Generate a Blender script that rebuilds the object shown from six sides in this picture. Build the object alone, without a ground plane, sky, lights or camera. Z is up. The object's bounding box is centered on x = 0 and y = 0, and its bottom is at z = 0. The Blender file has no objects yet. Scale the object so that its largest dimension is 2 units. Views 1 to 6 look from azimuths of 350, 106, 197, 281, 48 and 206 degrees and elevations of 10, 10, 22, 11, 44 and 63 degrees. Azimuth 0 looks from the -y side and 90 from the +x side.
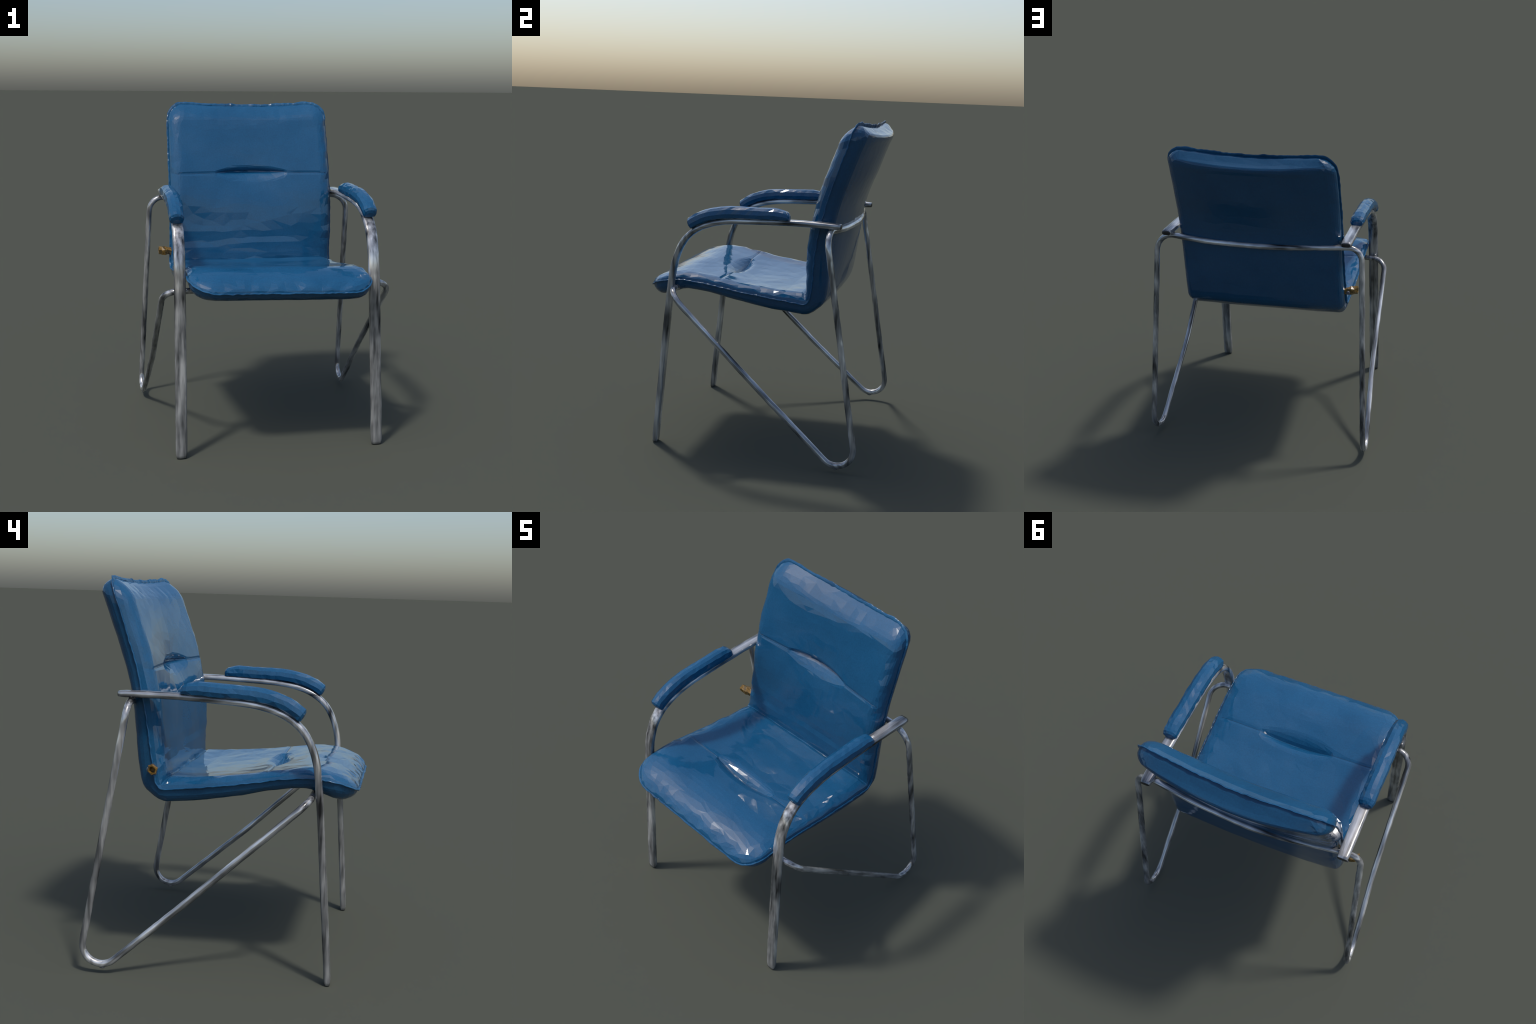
import bpy, bmesh, math, random
from mathutils import Vector, Matrix, noise
import numpy as np

random.seed(7)
YAW = math.radians(1.9)
OFFSET = Vector((0.014, 0.0, 0.0))


# ------------------------------------------------------------------ helpers
def smooth(a, b, x):
    t = min(1.0, max(0.0, (x - a) / (b - a)))
    return t * t * (3 - 2 * t)


def catmull(points, u):
    """Catmull-Rom through points, u in 0..len-1."""
    n = len(points)
    i = min(int(u), n - 2)
    t = u - i
    p1, p2 = points[i], points[i + 1]
    p0 = points[i - 1] if i > 0 else p1 * 2 - p2
    p3 = points[i + 2] if i + 2 < n else p2 * 2 - p1
    return 0.5 * ((2 * p1) + (p2 - p0) * t + (2 * p0 - 5 * p1 + 4 * p2 - p3) * t * t
                  + (3 * p1 - p0 - 3 * p2 + p3) * t ** 3)


def resample(points, step):
    """Even spacing along a Catmull-Rom curve."""
    dense = [catmull(points, i / 60) for i in range(60 * (len(points) - 1) + 1)]
    return even(dense, step)


def even(dense, step):
    acc = [0.0]
    for a, b in zip(dense, dense[1:]):
        acc.append(acc[-1] + (b - a).length)
    n = max(2, int(round(acc[-1] / step)))
    out, j = [], 0
    for k in range(n + 1):
        d = acc[-1] * k / n
        while j < len(acc) - 2 and acc[j + 1] < d:
            j += 1
        t = (d - acc[j]) / max(1e-9, acc[j + 1] - acc[j])
        out.append(dense[j].lerp(dense[j + 1], t))
    return out


def fillet(corners, radii, closed, step):
    """Straight runs joined by circular bends."""
    n = len(corners)
    dense = []
    for i in range(n):
        p, r = corners[i], radii[i]
        if not r:
            dense.append(p)
            continue
        a = (corners[i - 1] - p).normalized()
        b = (corners[(i + 1) % n] - p).normalized()
        ang = a.angle(b)
        tl = r / math.tan(ang / 2)
        c = p + (a + b).normalized() * (r / math.sin(ang / 2))
        s, e = p + a * tl - c, p + b * tl - c
        sweep = s.angle(e)
        for k in range(17):
            t = k / 16
            q = (s * math.sin((1 - t) * sweep) + e * math.sin(t * sweep)) / math.sin(sweep)
            dense.append(c + q)
    if closed:
        dense.append(dense[0])
    return even(dense, step)


def mesh_object(name, verts, faces, material, smooth_shade=True):
    me = bpy.data.meshes.new(name)
    me.from_pydata([tuple(v) for v in verts], [], faces)
    me.update()
    bm = bmesh.new()
    bm.from_mesh(me)
    bmesh.ops.recalc_face_normals(bm, faces=bm.faces)
    bm.to_mesh(me)
    bm.free()
    me.polygons.foreach_set("use_smooth", [smooth_shade] * len(me.polygons))
    if material:
        me.materials.append(material)
    ob = bpy.data.objects.new(name, me)
    bpy.context.collection.objects.link(ob)
    return ob


def sweep(path, section, frames, closed=False, caps=True, wobble=0.0, seed=0.0, twist=None):
    """Loft a section (list of 2D points or function of index) along a path."""
    verts, faces = [], []
    n = len(path)
    m = None
    for i, p in enumerate(path):
        a, b = frames[i]
        sec = section(i) if callable(section) else section
        m = len(sec)
        for (u, v) in sec:
            q = p + a * u + b * v
            if wobble:
                w = noise.noise(q * 14 + Vector((seed, 0, 0))) + 0.6 * noise.noise(q * 37 + Vector((0, seed, 0)))
                q = q + (a * u + b * v).normalized() * (w * wobble)
            verts.append(q)
    rows = n if closed else n - 1
    for i in range(rows):
        for j in range(m):
            a0, a1 = i * m + j, i * m + (j + 1) % m
            k = (i + 1) % n
            b0, b1 = k * m + j, k * m + (j + 1) % m
            faces.append((a0, a1, b1, b0))
    if caps and not closed:
        faces.append(tuple(range(m)))
        faces.append(tuple((n - 1) * m + j for j in range(m)))
    return verts, faces


def tangents(path, closed=False):
    n = len(path)
    out = []
    for i in range(n):
        a = path[i - 1] if (closed or i > 0) else path[i]
        b = path[(i + 1) % n] if (closed or i < n - 1) else path[i]
        out.append((b - a).normalized())
    return out


def frames_side(path, side):
    """Frames with a constant side vector (planar curves)."""
    return [(side, t.cross(side).normalized()) for t in tangents(path)]


def frames_transport(path, closed):
    ts = tangents(path, closed)
    v = Vector((0, 0, 1))
    v = (v - ts[0] * v.dot(ts[0])).normalized()
    out = []
    for t in ts:
        v = (v - t * v.dot(t)).normalized()
        out.append((v, t.cross(v)))
    return out


def superellipse(a, b, power, count):
    out = []
    for k in range(count):
        th = 2 * math.pi * k / count
        c, s = math.cos(th), math.sin(th)
        out.append((a * math.copysign(abs(c) ** (2 / power), c),
                    b * math.copysign(abs(s) ** (2 / power), s)))
    return out


# ---------------------------------------------------------------- materials
def nodes_of(name):
    m = bpy.data.materials.new(name)
    m.use_nodes = True
    nt = m.node_tree
    return m, nt, nt.nodes["Principled BSDF"]


def noise_node(nt, coords, scale, detail=3.0, rough=0.55, stretch=None):
    n = nt.nodes.new("ShaderNodeTexNoise")
    n.inputs["Scale"].default_value = scale
    n.inputs["Detail"].default_value = detail
    n.inputs["Roughness"].default_value = rough
    src = coords
    if stretch:
        mp = nt.nodes.new("ShaderNodeMapping")
        mp.inputs["Scale"].default_value = stretch
        nt.links.new(coords, mp.inputs["Vector"])
        src = mp.outputs["Vector"]
    nt.links.new(src, n.inputs["Vector"])
    return n


def ramp(nt, fac, stops):
    r = nt.nodes.new("ShaderNodeValToRGB")
    el = r.color_ramp.elements
    while len(el) < len(stops):
        el.new(0.5)
    for e, (p, c) in zip(el, stops):
        e.position = p
        e.color = (*c, 1)
    nt.links.new(fac, r.inputs["Fac"])
    return r


def leather(name, dark, mid, light, rough=0.07):
    m, nt, bsdf = nodes_of(name)
    co = nt.nodes.new("ShaderNodeTexCoord").outputs["Object"]
    big = noise_node(nt, co, 3.2, 4)
    base = ramp(nt, big.outputs["Fac"], [(0.32, dark), (0.52, mid), (0.72, light)])
    grain = noise_node(nt, co, 130, 3, 0.7)
    gr = ramp(nt, grain.outputs["Fac"], [(0.3, (0.86, 0.86, 0.86)), (0.7, (1.12, 1.12, 1.12))])
    mul = nt.nodes.new("ShaderNodeMix")
    mul.data_type = 'RGBA'
    mul.blend_type = 'MULTIPLY'
    mul.inputs[0].default_value = 1.0
    nt.links.new(base.outputs["Color"], mul.inputs[6])
    nt.links.new(gr.outputs["Color"], mul.inputs[7])
    nt.links.new(mul.outputs[2], bsdf.inputs["Base Color"])
    bsdf.inputs["Roughness"].default_value = rough
    return m


def chrome(name, seed, regions):
    """Chrome with reflections painted into its colour as streaks along the tubes.

    regions: (weights of x, y, z and a limit, stretch axis scale, turn about x); the smear
    direction switches where the weighted position is above the limit."""
    m, nt, bsdf = nodes_of(name)
    co = nt.nodes.new("ShaderNodeTexCoord").outputs["Object"]

    def reflection_streak(stretch, turn):
        mp = nt.nodes.new("ShaderNodeMapping")
        mp.inputs["Rotation"].default_value = (turn, 0, 0)
        nt.links.new(co, mp.inputs["Vector"])
        a = noise_node(nt, mp.outputs["Vector"], 7.0, 3, 0.5, stretch)
        a.noise_dimensions = '4D'
        a.inputs["W"].default_value = seed
        return a.outputs["Fac"]
    fac = reflection_streak((5.5, 5.5, 0.45), 0.0)
    for weights, limit, stretch, turn in regions:
        dot = nt.nodes.new("ShaderNodeVectorMath")
        dot.operation = 'DOT_PRODUCT'
        dot.inputs[1].default_value = weights
        nt.links.new(co, dot.inputs[0])
        step = nt.nodes.new("ShaderNodeMapRange")
        step.interpolation_type = 'SMOOTHSTEP'
        step.inputs["From Min"].default_value = limit - 0.03
        step.inputs["From Max"].default_value = limit + 0.03
        nt.links.new(dot.outputs["Value"], step.inputs["Value"])
        mix = nt.nodes.new("ShaderNodeMix")
        nt.links.new(step.outputs["Result"], mix.inputs[0])
        nt.links.new(fac, mix.inputs[2])
        nt.links.new(reflection_streak(stretch, turn), mix.inputs[3])
        fac = mix.outputs[0]
    # longer bright and dark mirror patches, also drawn in the base colour
    patches = noise_node(nt, co, 5.5, 2, 0.5)
    patches.noise_dimensions = '4D'
    patches.inputs["W"].default_value = seed + 20
    blend = nt.nodes.new("ShaderNodeMix")
    blend.inputs[0].default_value = 0.35
    nt.links.new(fac, blend.inputs[2])
    nt.links.new(patches.outputs["Fac"], blend.inputs[3])
    fac = blend.outputs[0]
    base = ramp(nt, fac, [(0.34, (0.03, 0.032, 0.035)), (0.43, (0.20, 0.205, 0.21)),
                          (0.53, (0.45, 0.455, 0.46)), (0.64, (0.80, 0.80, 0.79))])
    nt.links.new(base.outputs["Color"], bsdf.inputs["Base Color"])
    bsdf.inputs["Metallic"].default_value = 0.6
    bsdf.inputs["Roughness"].default_value = 0.16
    return m


def plain(name, c1, c2, scale, rough):
    m, nt, bsdf = nodes_of(name)
    co = nt.nodes.new("ShaderNodeTexCoord").outputs["Object"]
    n = noise_node(nt, co, scale, 3)
    r = ramp(nt, n.outputs["Fac"], [(0.38, c1), (0.62, c2)])
    nt.links.new(r.outputs["Color"], bsdf.inputs["Base Color"])
    bsdf.inputs["Roughness"].default_value = rough
    return m


BLUE = leather("blue_leather", (0.008, 0.070, 0.160), (0.010, 0.080, 0.180), (0.016, 0.087, 0.188))
BLUE_BACK = leather("blue_leather_back", (0.008, 0.055, 0.122), (0.010, 0.063, 0.136), (0.014, 0.068, 0.142), 0.10)  # blue darkened for the shade baked in behind the piping
PIPING = leather("piping_leather", (0.008, 0.055, 0.130), (0.012, 0.085, 0.19), (0.022, 0.11, 0.23), 0.30)
PIPING.node_tree.nodes["Principled BSDF"].inputs["Specular IOR Level"].default_value = 0.3
ALONG_X, ALONG_Y, ALONG_Z = (0.45, 5.5, 5.5), (5.5, 0.45, 5.5), (5.5, 5.5, 0.45)
CHROME = chrome("chrome_painted_reflections", 1.0, [((0, 0.5, 1), 1.14, ALONG_Y, 0.0)])
CHROME2 = chrome("chrome_painted_reflections_frame", 5.0, [((0, -1, -0.17), -0.61, ALONG_Z, math.radians(-48)),
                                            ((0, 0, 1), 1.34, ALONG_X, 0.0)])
BLACK = plain("black_plastic", (0.012, 0.012, 0.013), (0.03, 0.03, 0.03), 40, 0.35)
BRASS = plain("ochre_wood", (0.07, 0.045, 0.012), (0.27, 0.15, 0.03), 45, 0.25)
STEEL = plain("screw_steel", (0.10, 0.10, 0.11), (0.22, 0.22, 0.23), 60, 0.3)
THREAD = plain("seam_thread", (0.006, 0.042, 0.10), (0.010, 0.065, 0.15), 60, 0.4)

root = bpy.data.objects.new("office_armchair", None)
bpy.context.collection.objects.link(root)
root.location = OFFSET
root.rotation_euler = (0, 0, YAW)
root["label"] = "blue leather visitor armchair on bent chrome tube frame"
root["category"] = "chair"


def adopt(ob, parent=root):
    ob.parent = parent
    return ob


# ------------------------------------------------- upholstered seat and back
# Side profiles (y, z) from the seat's front lip, round the corner, to the top.
RIM = [(-.681, .960), (-.615, .997), (-.53, 1.018), (-.43, 1.025), (-.30, 1.012), (-.10, .980),
       (.10, .953), (.22, .940), (.295, .933), (.325, .950), (.338, .985), (.352, 1.08),
       (.370, 1.22), (.395, 1.38), (.430, 1.54), (.475, 1.69), (.525, 1.84), (.557, 1.93), (.579, 1.992)]
FRONT = [(-.688, .99), (-.615, 1.028), (-.53, 1.055), (-.43, 1.067), (-.30, 1.055), (-.10, 1.023),
         (.08, 1.004), (.18, .996), (.268, .990), (.292, .998), (.296, 1.03), (.300, 1.10),
         (.306, 1.22), (.322, 1.38), (.350, 1.53), (.392, 1.67), (.441, 1.81), (.474, 1.90), (.50, 1.952)]
REAR = [(-.655, .893), (-.60, .905), (-.53, .932), (-.43, .968), (-.30, .958), (-.10, .918),
        (.10, .886), (.24, .871), (.312, .868), (.37, .905), (.41, .955), (.428, 1.07),
        (.438, 1.22), (.455, 1.38), (.49, 1.55), (.535, 1.70), (.587, 1.85), (.622, 1.93), (.642, 1.972)]
RIM, FRONT, REAR = ([Vector((0, y, z)) for y, z in P] for P in (RIM, FRONT, REAR))
LAST = len(RIM) - 1
CREASE_U = 8.6

# arc length table of the rim profile
TAB = [(0.0, 0.0)]
prev = RIM[0]
for k in range(1, 40 * LAST + 1):
    q = catmull(RIM, k / 40)
    TAB.append((TAB[-1][0] + (q - prev).length, k / 40))
    prev = q
LEN = TAB[-1][0]
TS, TU = np.array([t[0] for t in TAB]), np.array([t[1] for t in TAB])


def s_to_u(s):
    return float(np.interp(s, TS, TU))


def u_to_s(u):
    return float(np.interp(u, TU, TS))


S_CREASE = u_to_s(CREASE_U)
S_SEAT_SEAM = u_to_s(4.38)      # cross seam on the seat
S_BACK_SEAM = u_to_s(14.05)     # cross seam on the back
HALF = 0.530
R_FRONT, R_TOP = 0.15, 0.12


def straight_half(s):
    """Half width before the corners are rounded; the seat swells slightly."""
    return HALF + 0.006 * math.sin(math.pi * min(1.0, s / S_CREASE)) - 0.005 * smooth(LEN - .4, LEN, s)


def half_width(s):
    w = straight_half(s)
    for e, r in ((s, R_FRONT), (LEN - s, R_TOP)):
        if e < r:
            w -= r - math.sqrt(max(0, r ** 2 - (r - e) ** 2))
    return w


def rim_distance(s, x):
    """Distance inward from the rounded outline."""
    r = R_FRONT if s < LEN / 2 else R_TOP
    qx = abs(x) - (straight_half(s) - r)
    qs = abs(s - LEN / 2) - (LEN / 2 - r)
    return max(0.0, r - (math.hypot(max(qx, 0), max(qs, 0)) + min(max(qx, qs), 0)))


def dome(d, r, p=2.0):
    t = min(1.0, max(0.0, d / r))
    return (1 - (1 - t) ** p) ** (1 / p)


def centre_shift(s, x):
    """Bow of the back, sag of the top edge and seat, and the slight skew of the whole shell."""
    k = 1 - (x / HALF) ** 2
    up = smooth(S_CREASE - .02, S_CREASE + .35, s)
    front = 1 - smooth(0.15, S_CREASE, s)
    top = smooth(LEN - 0.16, LEN, s)
    side = x / HALF
    lip = smooth(0.22, 0.42, s) * (1 - smooth(S_CREASE - .12, S_CREASE, s)) \
        - 0.25 * smooth(0.0, 0.10, s) * (1 - smooth(0.15, 0.32, s))
    return Vector((0.011 * up + 0.008 * top,
                   0.016 * k * up + (-0.007 - 0.0135 * side - 0.015 * max(0, side) * top) * up,
                   -0.027 * k * top - 0.014 * k * lip + 0.001 - 0.014 * side * (0.25 + 0.75 * front) * (1 - up)))


def front_point(s, x):
    u = s_to_u(s)
    m, f = catmull(RIM, u), catmull(FRONT, u)
    d = rim_distance(s, x)
    h = dome(d, 0.085, 2.2)
    # stitched cross seams with a deep pulled hollow in the middle
    dip = 0.0
    for ss, deep, above, below in ((S_SEAT_SEAM, 0.044, 0.085, 0.085), (S_BACK_SEAM, 0.040, 0.060, 0.075)):
        ds = s - ss
        along = max(0.0, 1 - (x / 0.235) ** 2)
        wide = (above if ds > 0 else below) * (0.50 + 0.50 * along)
        q = min(1.0, abs(ds) / wide)
        ragged = 1 + 0.25 * noise.noise(Vector((x * 14, ss, 4.0)))
        dip += deep * along ** 0.7 * ((1 - q) ** 2.3 * ragged if ds > 0 else (1 - q) ** 2.0)
        dip += 0.004 * math.exp(-(ds / 0.010) ** 2) * (1 - smooth(0.44, 0.52, abs(x)))
    # the back is dished round the pulled seam
    dip += 0.031 * math.exp(-(x / 0.27) ** 2 - ((s - S_BACK_SEAM - .03) / 0.165) ** 2)
    # crease between seat and back
    dip += (0.012 + 0.012 * noise.noise(Vector((x * 9, 0.4, 2.2)))) * math.exp(-((s - S_CREASE) / 0.013) ** 2)
    # soft hollow where one sits, lumbar wrinkles above the crease
    n = (f - m)
    n_len = n.length
    n = n / n_len
    pos = m + n * (n_len * h - dip * h)
    p = Vector((x, pos.y, pos.z)) + centre_shift(s, x)
    wr = noise.noise(Vector((x * 4, s * 6, 3.1))) * 0.004 + noise.noise(Vector((x * 13, s * 15, 7.7))) * 0.001
    low = math.exp(-((s - S_CREASE - 0.14) / 0.10) ** 2)
    wr += low * 0.005 * noise.noise(Vector((x * 3, s * 14, 1.3)))
    edge = math.exp(-(d / 0.06) ** 2)
    wr += edge * 0.009 * noise.noise(Vector((x * 17, s * 17, 5.5)))
    return p + Vector((0, n.y, n.z)) * wr * min(1, d / 0.015)


def rear_point(s, x):
    u = s_to_u(s)
    m, b = catmull(RIM, u), catmull(REAR, u)
    d = rim_distance(s, x)
    h = min(dome(d, 0.045 + 0.045 * (1 - smooth(0.05, 0.30, s)), 2.2), dome(LEN - s, 0.095, 2.1))
    pos = m.lerp(b, h)
    up = s - S_CREASE
    bulge = 0.024 + 0.016 * smooth(.08, .38, up) + 0.030 * smooth(.50, .75, up)
    bulge *= max(0.0, 1 - (x / HALF) ** 2) ** 0.8 * smooth(-0.06, 0.10, up) * (1 - smooth(LEN - .14, LEN, s) * .6)
    pos = pos + (b - m).normalized() * bulge * min(1, d / 0.05)
    p = Vector((x, pos.y, pos.z)) + centre_shift(s, x)
    n = (b - m).normalized()
    wr = noise.noise(Vector((x * 4, s * 5, 13.1))) * 0.003
    wr += math.exp(-(d / 0.05) ** 2) * 0.005 * noise.noise(Vector((x * 17, s * 17, 9.5)))
    return p + n * wr * min(1, d / 0.015)


def build_upholstery():
    rows, cols = 300, 130
    # finer rows near the ends, the crease and the seams
    ss = [LEN * (0.5 - 0.5 * math.cos(math.pi * i / rows)) * 0.35 + LEN * i / rows * 0.65 for i in range(rows + 1)]
    bs = [0.6 * (2 * j / cols - 1) + 0.4 * math.sin(math.pi / 2 * (2 * j / cols - 1)) for j in range(cols + 1)]
    verts, tags, faces = [], [], []
    idx_f, idx_r = {}, {}
    for i, s in enumerate(ss):
        w = half_width(s)
        for j, b in enumerate(bs):
            x = b * w
            border = i in (0, rows) or j in (0, cols)
            idx_f[i, j] = len(verts)
            verts.append(front_point(s, x))
            if border:
                idx_r[i, j] = idx_f[i, j]
            else:
                idx_r[i, j] = len(verts)
                verts.append(rear_point(s, x))
    for i in range(rows):
        seat = ss[i] < S_CREASE
        for j in range(cols):
            k = [(i, j), (i, j + 1), (i + 1, j + 1), (i + 1, j)]
            faces.append(tuple(idx_f[q] for q in k))
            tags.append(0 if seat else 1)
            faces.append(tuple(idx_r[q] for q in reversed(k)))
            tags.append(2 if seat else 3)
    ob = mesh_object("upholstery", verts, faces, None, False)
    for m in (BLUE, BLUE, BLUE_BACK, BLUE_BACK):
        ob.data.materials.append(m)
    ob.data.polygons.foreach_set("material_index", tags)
    dec = ob.modifiers.new("facets", 'DECIMATE')
    dec.ratio = 0.028
    dg = bpy.context.evaluated_depsgraph_get()
    me = bpy.data.meshes.new_from_object(ob.evaluated_get(dg))
    bpy.data.objects.remove(ob)
    V = [v.co.copy() for v in me.vertices]
    parts = {}
    for p in me.polygons:
        parts.setdefault(p.material_index, []).append(tuple(p.vertices))
    made = []
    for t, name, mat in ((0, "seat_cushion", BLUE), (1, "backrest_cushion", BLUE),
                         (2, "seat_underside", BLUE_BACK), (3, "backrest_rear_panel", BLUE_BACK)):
        used = sorted({v for f in parts[t] for v in f})
        remap = {v: k for k, v in enumerate(used)}
        m2 = bpy.data.meshes.new(name)
        m2.from_pydata([V[v] for v in used], [], [tuple(remap[v] for v in f) for f in parts[t]])
        m2.materials.append(mat)
        o = bpy.data.objects.new(name, m2)
        bpy.context.collection.objects.link(o)
        made.append(o)
    return made


seat, back, under, panel = build_upholstery()
for o in (seat, back, under, panel):
    adopt(o)


def outline():
    """Rim of the upholstery as a closed 3D curve with outward directions."""
    pts = []
    n = 420
    for i in range(n + 1):
        s = LEN * (0.5 - 0.5 * math.cos(math.pi * i / n)) * 0.5 + LEN * i / n * 0.5
        pts.append((s, half_width(s)))
    ring = pts + [(LEN, w) for w in np.linspace(pts[-1][1], -pts[-1][1], 90)[1:-1]]
    ring += [(s, -w) for s, w in reversed(pts)]
    ring += [(0, w) for w in np.linspace(-pts[0][1], pts[0][1], 90)[1:-1]]
    return [front_point(s, x) for s, x in ring], ring


def build_piping():
    path, ring = outline()
    path = even(path + [path[0]], 0.0085)[:-1]
    n = len(path)
    ts = tangents(path, True)
    # outward direction: away from a centre line of the upholstery
    verts, faces = [], []
    m = 8
    for i, p in enumerate(path):
        t = ts[i]
        # centre of the nearest cross row
        c = Vector((p.x * 0.6, 0, 0))
        best = min(range(0, 40 * LAST, 20), key=lambda k: (catmull(RIM, k / 40) - Vector((0, p.y, p.z))).length_squared)
        s = min(max(TS[best], 0.14), LEN - 0.14)
        mid = catmull(RIM, s_to_u(s))
        c = Vector((max(-0.38, min(0.38, p.x)), mid.y, mid.z))
        out = p - c
        out = (out - t * out.dot(t)).normalized()
        nrm = t.cross(out).normalized()
        ends = 0.55 + 0.55 * smooth(1.85, 1.97, p.z)
        rag = 1 + 0.40 * noise.noise(p * 13) + 0.35 * noise.noise(p * 31)
        wide = 0.0095 * ends * max(0.3, rag)
        thick = 0.0042 * (1 + 0.4 * noise.noise(p * 70 + Vector((4, 0, 0))))
        sway = nrm * 0.004 * noise.noise(p * 38 + Vector((9, 2, 0)))
        for k in range(m):
            th = 2 * math.pi * k / m
            verts.append(p + sway + out * (wide * (0.45 + math.cos(th))) + nrm * (thick * math.sin(th)))
    for i in range(n):
        k = (i + 1) % n
        for j in range(m):
            faces.append((i * m + j, i * m + (j + 1) % m, k * m + (j + 1) % m, k * m + j))
    return mesh_object("edge_piping", verts, faces, PIPING, False)


adopt(build_piping())


def build_seam(name, s0):
    """Dark stitched line across a cushion."""
    path = []
    for i in range(70):
        x = -0.495 + 0.99 * i / 69
        p = front_point(s0 - 0.001, x)
        path.append(p)
    fr = frames_transport(path, False)
    sec = [(0.0012 * math.cos(a), 0.0012 * math.sin(a)) for a in [k * math.pi / 3 for k in range(6)]]
    v, f = sweep(path, sec, fr, wobble=0.0006)
    return mesh_object(name, v, f, THREAD)


adopt(build_seam("stitched_seam", S_BACK_SEAM), back)
adopt(build_seam("stitched_seam", S_SEAT_SEAM), seat)

# ---------------------------------------------------------------- tube frame
ARM_X = 0.575
ARM = [(-.584, 0.002), (-.570, .19), (-.554, .39), (-.533, .65), (-.512, .90), (-.500, 1.02), (-.486, 1.12),
       (-.456, 1.21), (-.410, 1.282), (-.340, 1.336), (-.250, 1.373), (-.140, 1.394), (0.0, 1.404), (.2, 1.414),
       (.36, 1.417), (.505, 1.416)]


# each side of the real chair leans a little differently: x(0, y, z), y(0, z, above 1 m), z(0, y)
LEAN = {-1: (-.0005, .0103, .0080, .0039, .0018, .0083, .0036, -.0037),
        1: (.0309, .0359, -.0190, .0039, -.0072, .0183, .0013, -.0123)}


def arm_point(side, y, z):
    a = LEAN[side]
    return Vector((side * ARM_X + a[0] + a[1] * y + a[2] * z,
                   y + a[3] + a[4] * z + a[5] * max(0, z - 1),
                   max(0.002, z + (a[6] + a[7] * y) * smooth(0, 0.1, z))))


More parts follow.
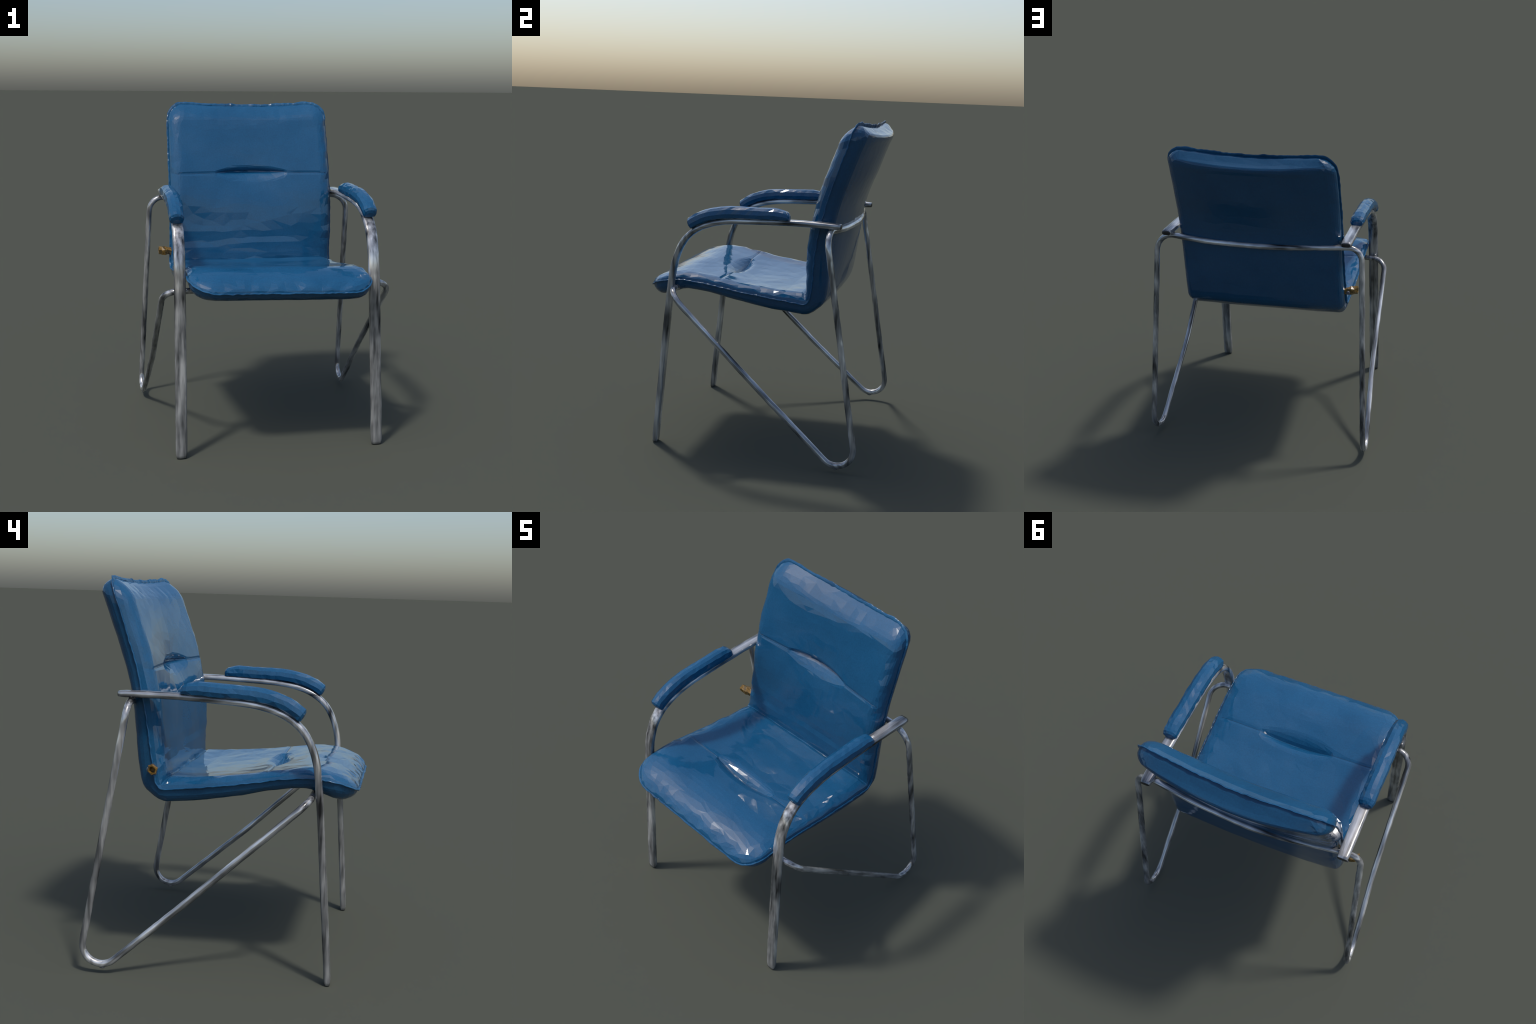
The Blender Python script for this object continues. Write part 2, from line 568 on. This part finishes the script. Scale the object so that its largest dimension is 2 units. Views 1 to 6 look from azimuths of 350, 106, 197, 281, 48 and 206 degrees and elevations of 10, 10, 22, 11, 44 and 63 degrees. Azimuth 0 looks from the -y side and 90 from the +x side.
def build_front_leg(side):
    pts = [arm_point(side, y, z) for y, z in ARM]
    path = resample(pts, 0.016)
    fr = frames_side(path, Vector((1, 0, 0)))
    n = len(path)

    def section(i):
        k = 1.0
        e = min(i, n - 1 - i)
        if e < 2:
            k = 0.86 + 0.07 * e
        return superellipse(0.0335 * k, 0.0178 * k, 3.2, 20)
    v, f = sweep(path, section, fr, wobble=0.0014, seed=side * 3.0)
    leg = mesh_object("front_leg_tube", v, f, CHROME)
    adopt(leg)
    # black foot plug; the arm end's cap models dark shading baked there
    for i, name in ((0, "foot_plug"), (n - 1, "tube_end_baked_shade")):
        t = tangents(path)[i] * (-1 if i == 0 else 1)
        p0 = path[i]
        seg = [p0 - t * 0.004, p0 + t * 0.0015, p0 + t * 0.003]
        if i == 0:
            seg = [p0 + Vector((0, 0, 0.004)), p0 + Vector((0, 0, -0.0005)), p0 + Vector((0, 0, -0.0018))]
        fr2 = [fr[i]] * 3
        vv, ff = sweep(seg, lambda q: superellipse(0.0265 * (1, 1, .9)[q], 0.0142 * (1, 1, .85)[q], 3.0, 20), fr2)
        adopt(mesh_object(name, vv, ff, BLACK), leg)
    # padded arm cover following the tube
    k0 = min(range(n), key=lambda k: abs(path[k].y + 0.372) + abs(path[k].z - 1.314))
    k1 = min(range(n), key=lambda k: abs(path[k].y - 0.195) + (path[k].z < 1.38))
    sub = even(path[k0:k1 + 1], 0.028)
    ts = tangents(sub)
    up = [Vector((1, 0, 0)).cross(t) for t in ts]
    up = [u if u.z > 0 else -u for u in up]
    pad_path = [p + u * (0.047 + 0.007 * (1 - smooth(-.25, .05, p.y))) + Vector((side * 0.005, 0, 0)) for p, u in zip(sub, up)]
    prof = [(-.024, -.036), (.024, -.036), (.040, -.028), (.045, -.006), (.039, .018), (.022, .032), (0, .036),
            (-.022, .032), (-.039, .018), (-.045, -.006), (-.040, -.028)]
    rnd = random.Random(int(11 + side))
    stations = []
    t0, t1 = ts[0], ts[-1]
    for push, (ku, kv, sh) in ((-.006, (.45, .40, -.014)), (.000, (.80, .78, -.008)), (.010, (.95, .94, -.003))):
        stations.append((pad_path[0] + t0 * push, up[0], ku, kv, sh))
    for p, u in zip(pad_path[1:-1], up[1:-1]):
        tail = smooth(0.10, 0.20, p.y)          # the rear end slopes down
        nose = 1 - smooth(-0.40, -0.33, p.y)
        stations.append((p, u, 1 - 0.06 * nose, 1 - 0.20 * tail - 0.06 * nose, -0.007 * tail - 0.002 * nose))
    for push, (ku, kv, sh) in ((-.012, (.95, .74, -.009)), (.000, (.80, .55, -.014)), (.005, (.5, .32, -.018))):
        stations.append((pad_path[-1] + t1 * push, up[-1], ku, kv, sh))
    pad_path = [q[0] for q in stations]
    up = [q[1] for q in stations]

    def pad_section(i):
        ku, kv, sh = stations[i][2:]
        return [(u * ku + rnd.uniform(-.002, .002), v * kv + sh + rnd.uniform(-.002, .002)) for u, v in prof]
    vv, ff = sweep(pad_path, pad_section, [(Vector((1, 0, 0)), u) for u in up])
    pad = mesh_object("armrest_pad", vv, ff, BLUE, False)
    bm = bmesh.new()
    bm.from_mesh(pad.data)
    bmesh.ops.triangulate(bm, faces=[q for q in bm.faces])
    bm.to_mesh(pad.data)
    bm.free()
    adopt(pad)
    # small bracket where the arm tube rests on the rear frame
    seg = [arm_point(side, 0.447, 1.405) - Vector((side * .012, 0, 0)), arm_point(side, 0.447, 1.380) - Vector((side * .012, 0, 0))]
    vv, ff = sweep(seg, superellipse(0.020, 0.012, 3, 12), [(Vector((1, 0, 0)), Vector((0, 1, 0)))] * 2)
    adopt(mesh_object("weld_bracket", vv, ff, STEEL), leg)


for side in (-1, 1):
    build_front_leg(side)


def build_rear_frame():
    # bends of the continuous tube: (x, y, z), bend radius
    bends = [((.325, .486, 1.366), 1.6), ((.683, .439, 1.386), .111), ((.718, .711, -.120), .100),
             ((.671, .058, .450), 1.0), ((.678, -.490, .968), .110), ((-.664, -.460, .947), .091),
             ((-.674, .149, .386), 1.0), ((-.713, .711, -.112), .098), ((-.646, .447, 1.384), .089),
             ((-.089, .518, 1.369), 1.6)]
    corners = [Vector(p) for p, r in bends]
    radii = [r for p, r in bends]
    path = fillet(corners, radii, True, 0.016)[:-1]
    fr = frames_transport(path, True)
    sec = [(0.0179 * math.cos(2 * math.pi * k / 14), 0.0179 * math.sin(2 * math.pi * k / 14)) for k in range(14)]
    v, f = sweep(path, sec, fr, closed=True, wobble=0.0016, seed=2.5)
    tube = mesh_object("rear_leg_tube", v, f, CHROME2)
    # little worn glides under the two floor bends
    for sx in (-1, 1):
        low = min((p for p in path if p.x * sx > 0), key=lambda p: p.z)
        seg = [low + Vector((0, 0, dz)) for dz in (-0.008, -0.019, -0.0225)]
        vv, ff = sweep(seg, lambda q: superellipse((.010, .010, .007)[q], (.017, .016, .011)[q], 2.2, 12),
                       [(Vector((1, 0, 0)), Vector((0, 1, 0)))] * 3)
        adopt(mesh_object("floor_glide", vv, ff, STEEL), tube)
    return tube


adopt(build_rear_frame())


# ------------------------------------------------- ochre lug at the seat corner
def build_lug():
    path = [Vector((-0.505 - 0.10 * k / 5, 0.352 - 0.004 * k, 1.040 + 0.002 * k)) for k in range(6)]
    scale = [0.95, 1.0, 1.0, 1.0, 0.98, 0.9]
    ring = [(.0, .026), (.022, .015), (.024, -.010), (.009, -.025), (-.016, -.022), (-.025, .008)]
    rnd = random.Random(5)
    fr = [(Vector((0, 1, 0)), Vector((0, 0, 1)))] * 6
    v, f = sweep(path, lambda i: [(a * scale[i] + rnd.uniform(-.004, .004), b * scale[i] + rnd.uniform(-.004, .004))
                                  for a, b in ring], fr, caps=False)
    # hollow mouth
    m = len(ring)
    base = len(v)
    for depth, k in ((0.0, 0.70), (0.03, 0.6)):
        c = path[-1] + Vector((depth, 0, 0))
        for a, b in ring:
            v.append(c + Vector((0, a * k, b * k)))
    last = 5 * m
    for j in range(m):
        q = (j + 1) % m
        f.append((last + j, last + q, base + q, base + j))
        f.append((base + j, base + q, base + m + q, base + m + j))
    f.append(tuple(base + m + j for j in range(m)))
    lug = mesh_object("mounting_lug", v, f, BRASS, False)
    adopt(lug)
    seg = [Vector((-0.548, 0.352 + d, 1.040)) for d in (0.010, 0.0205, 0.022)]
    vv, ff = sweep(seg, lambda q: superellipse(0.012 * (1, 1, .8)[q], 0.012 * (1, 1, .8)[q], 2, 12),
                   [(Vector((1, 0, 0)), Vector((0, 0, 1)))] * 3)
    adopt(mesh_object("screw_head", vv, ff, STEEL), lug)


build_lug()
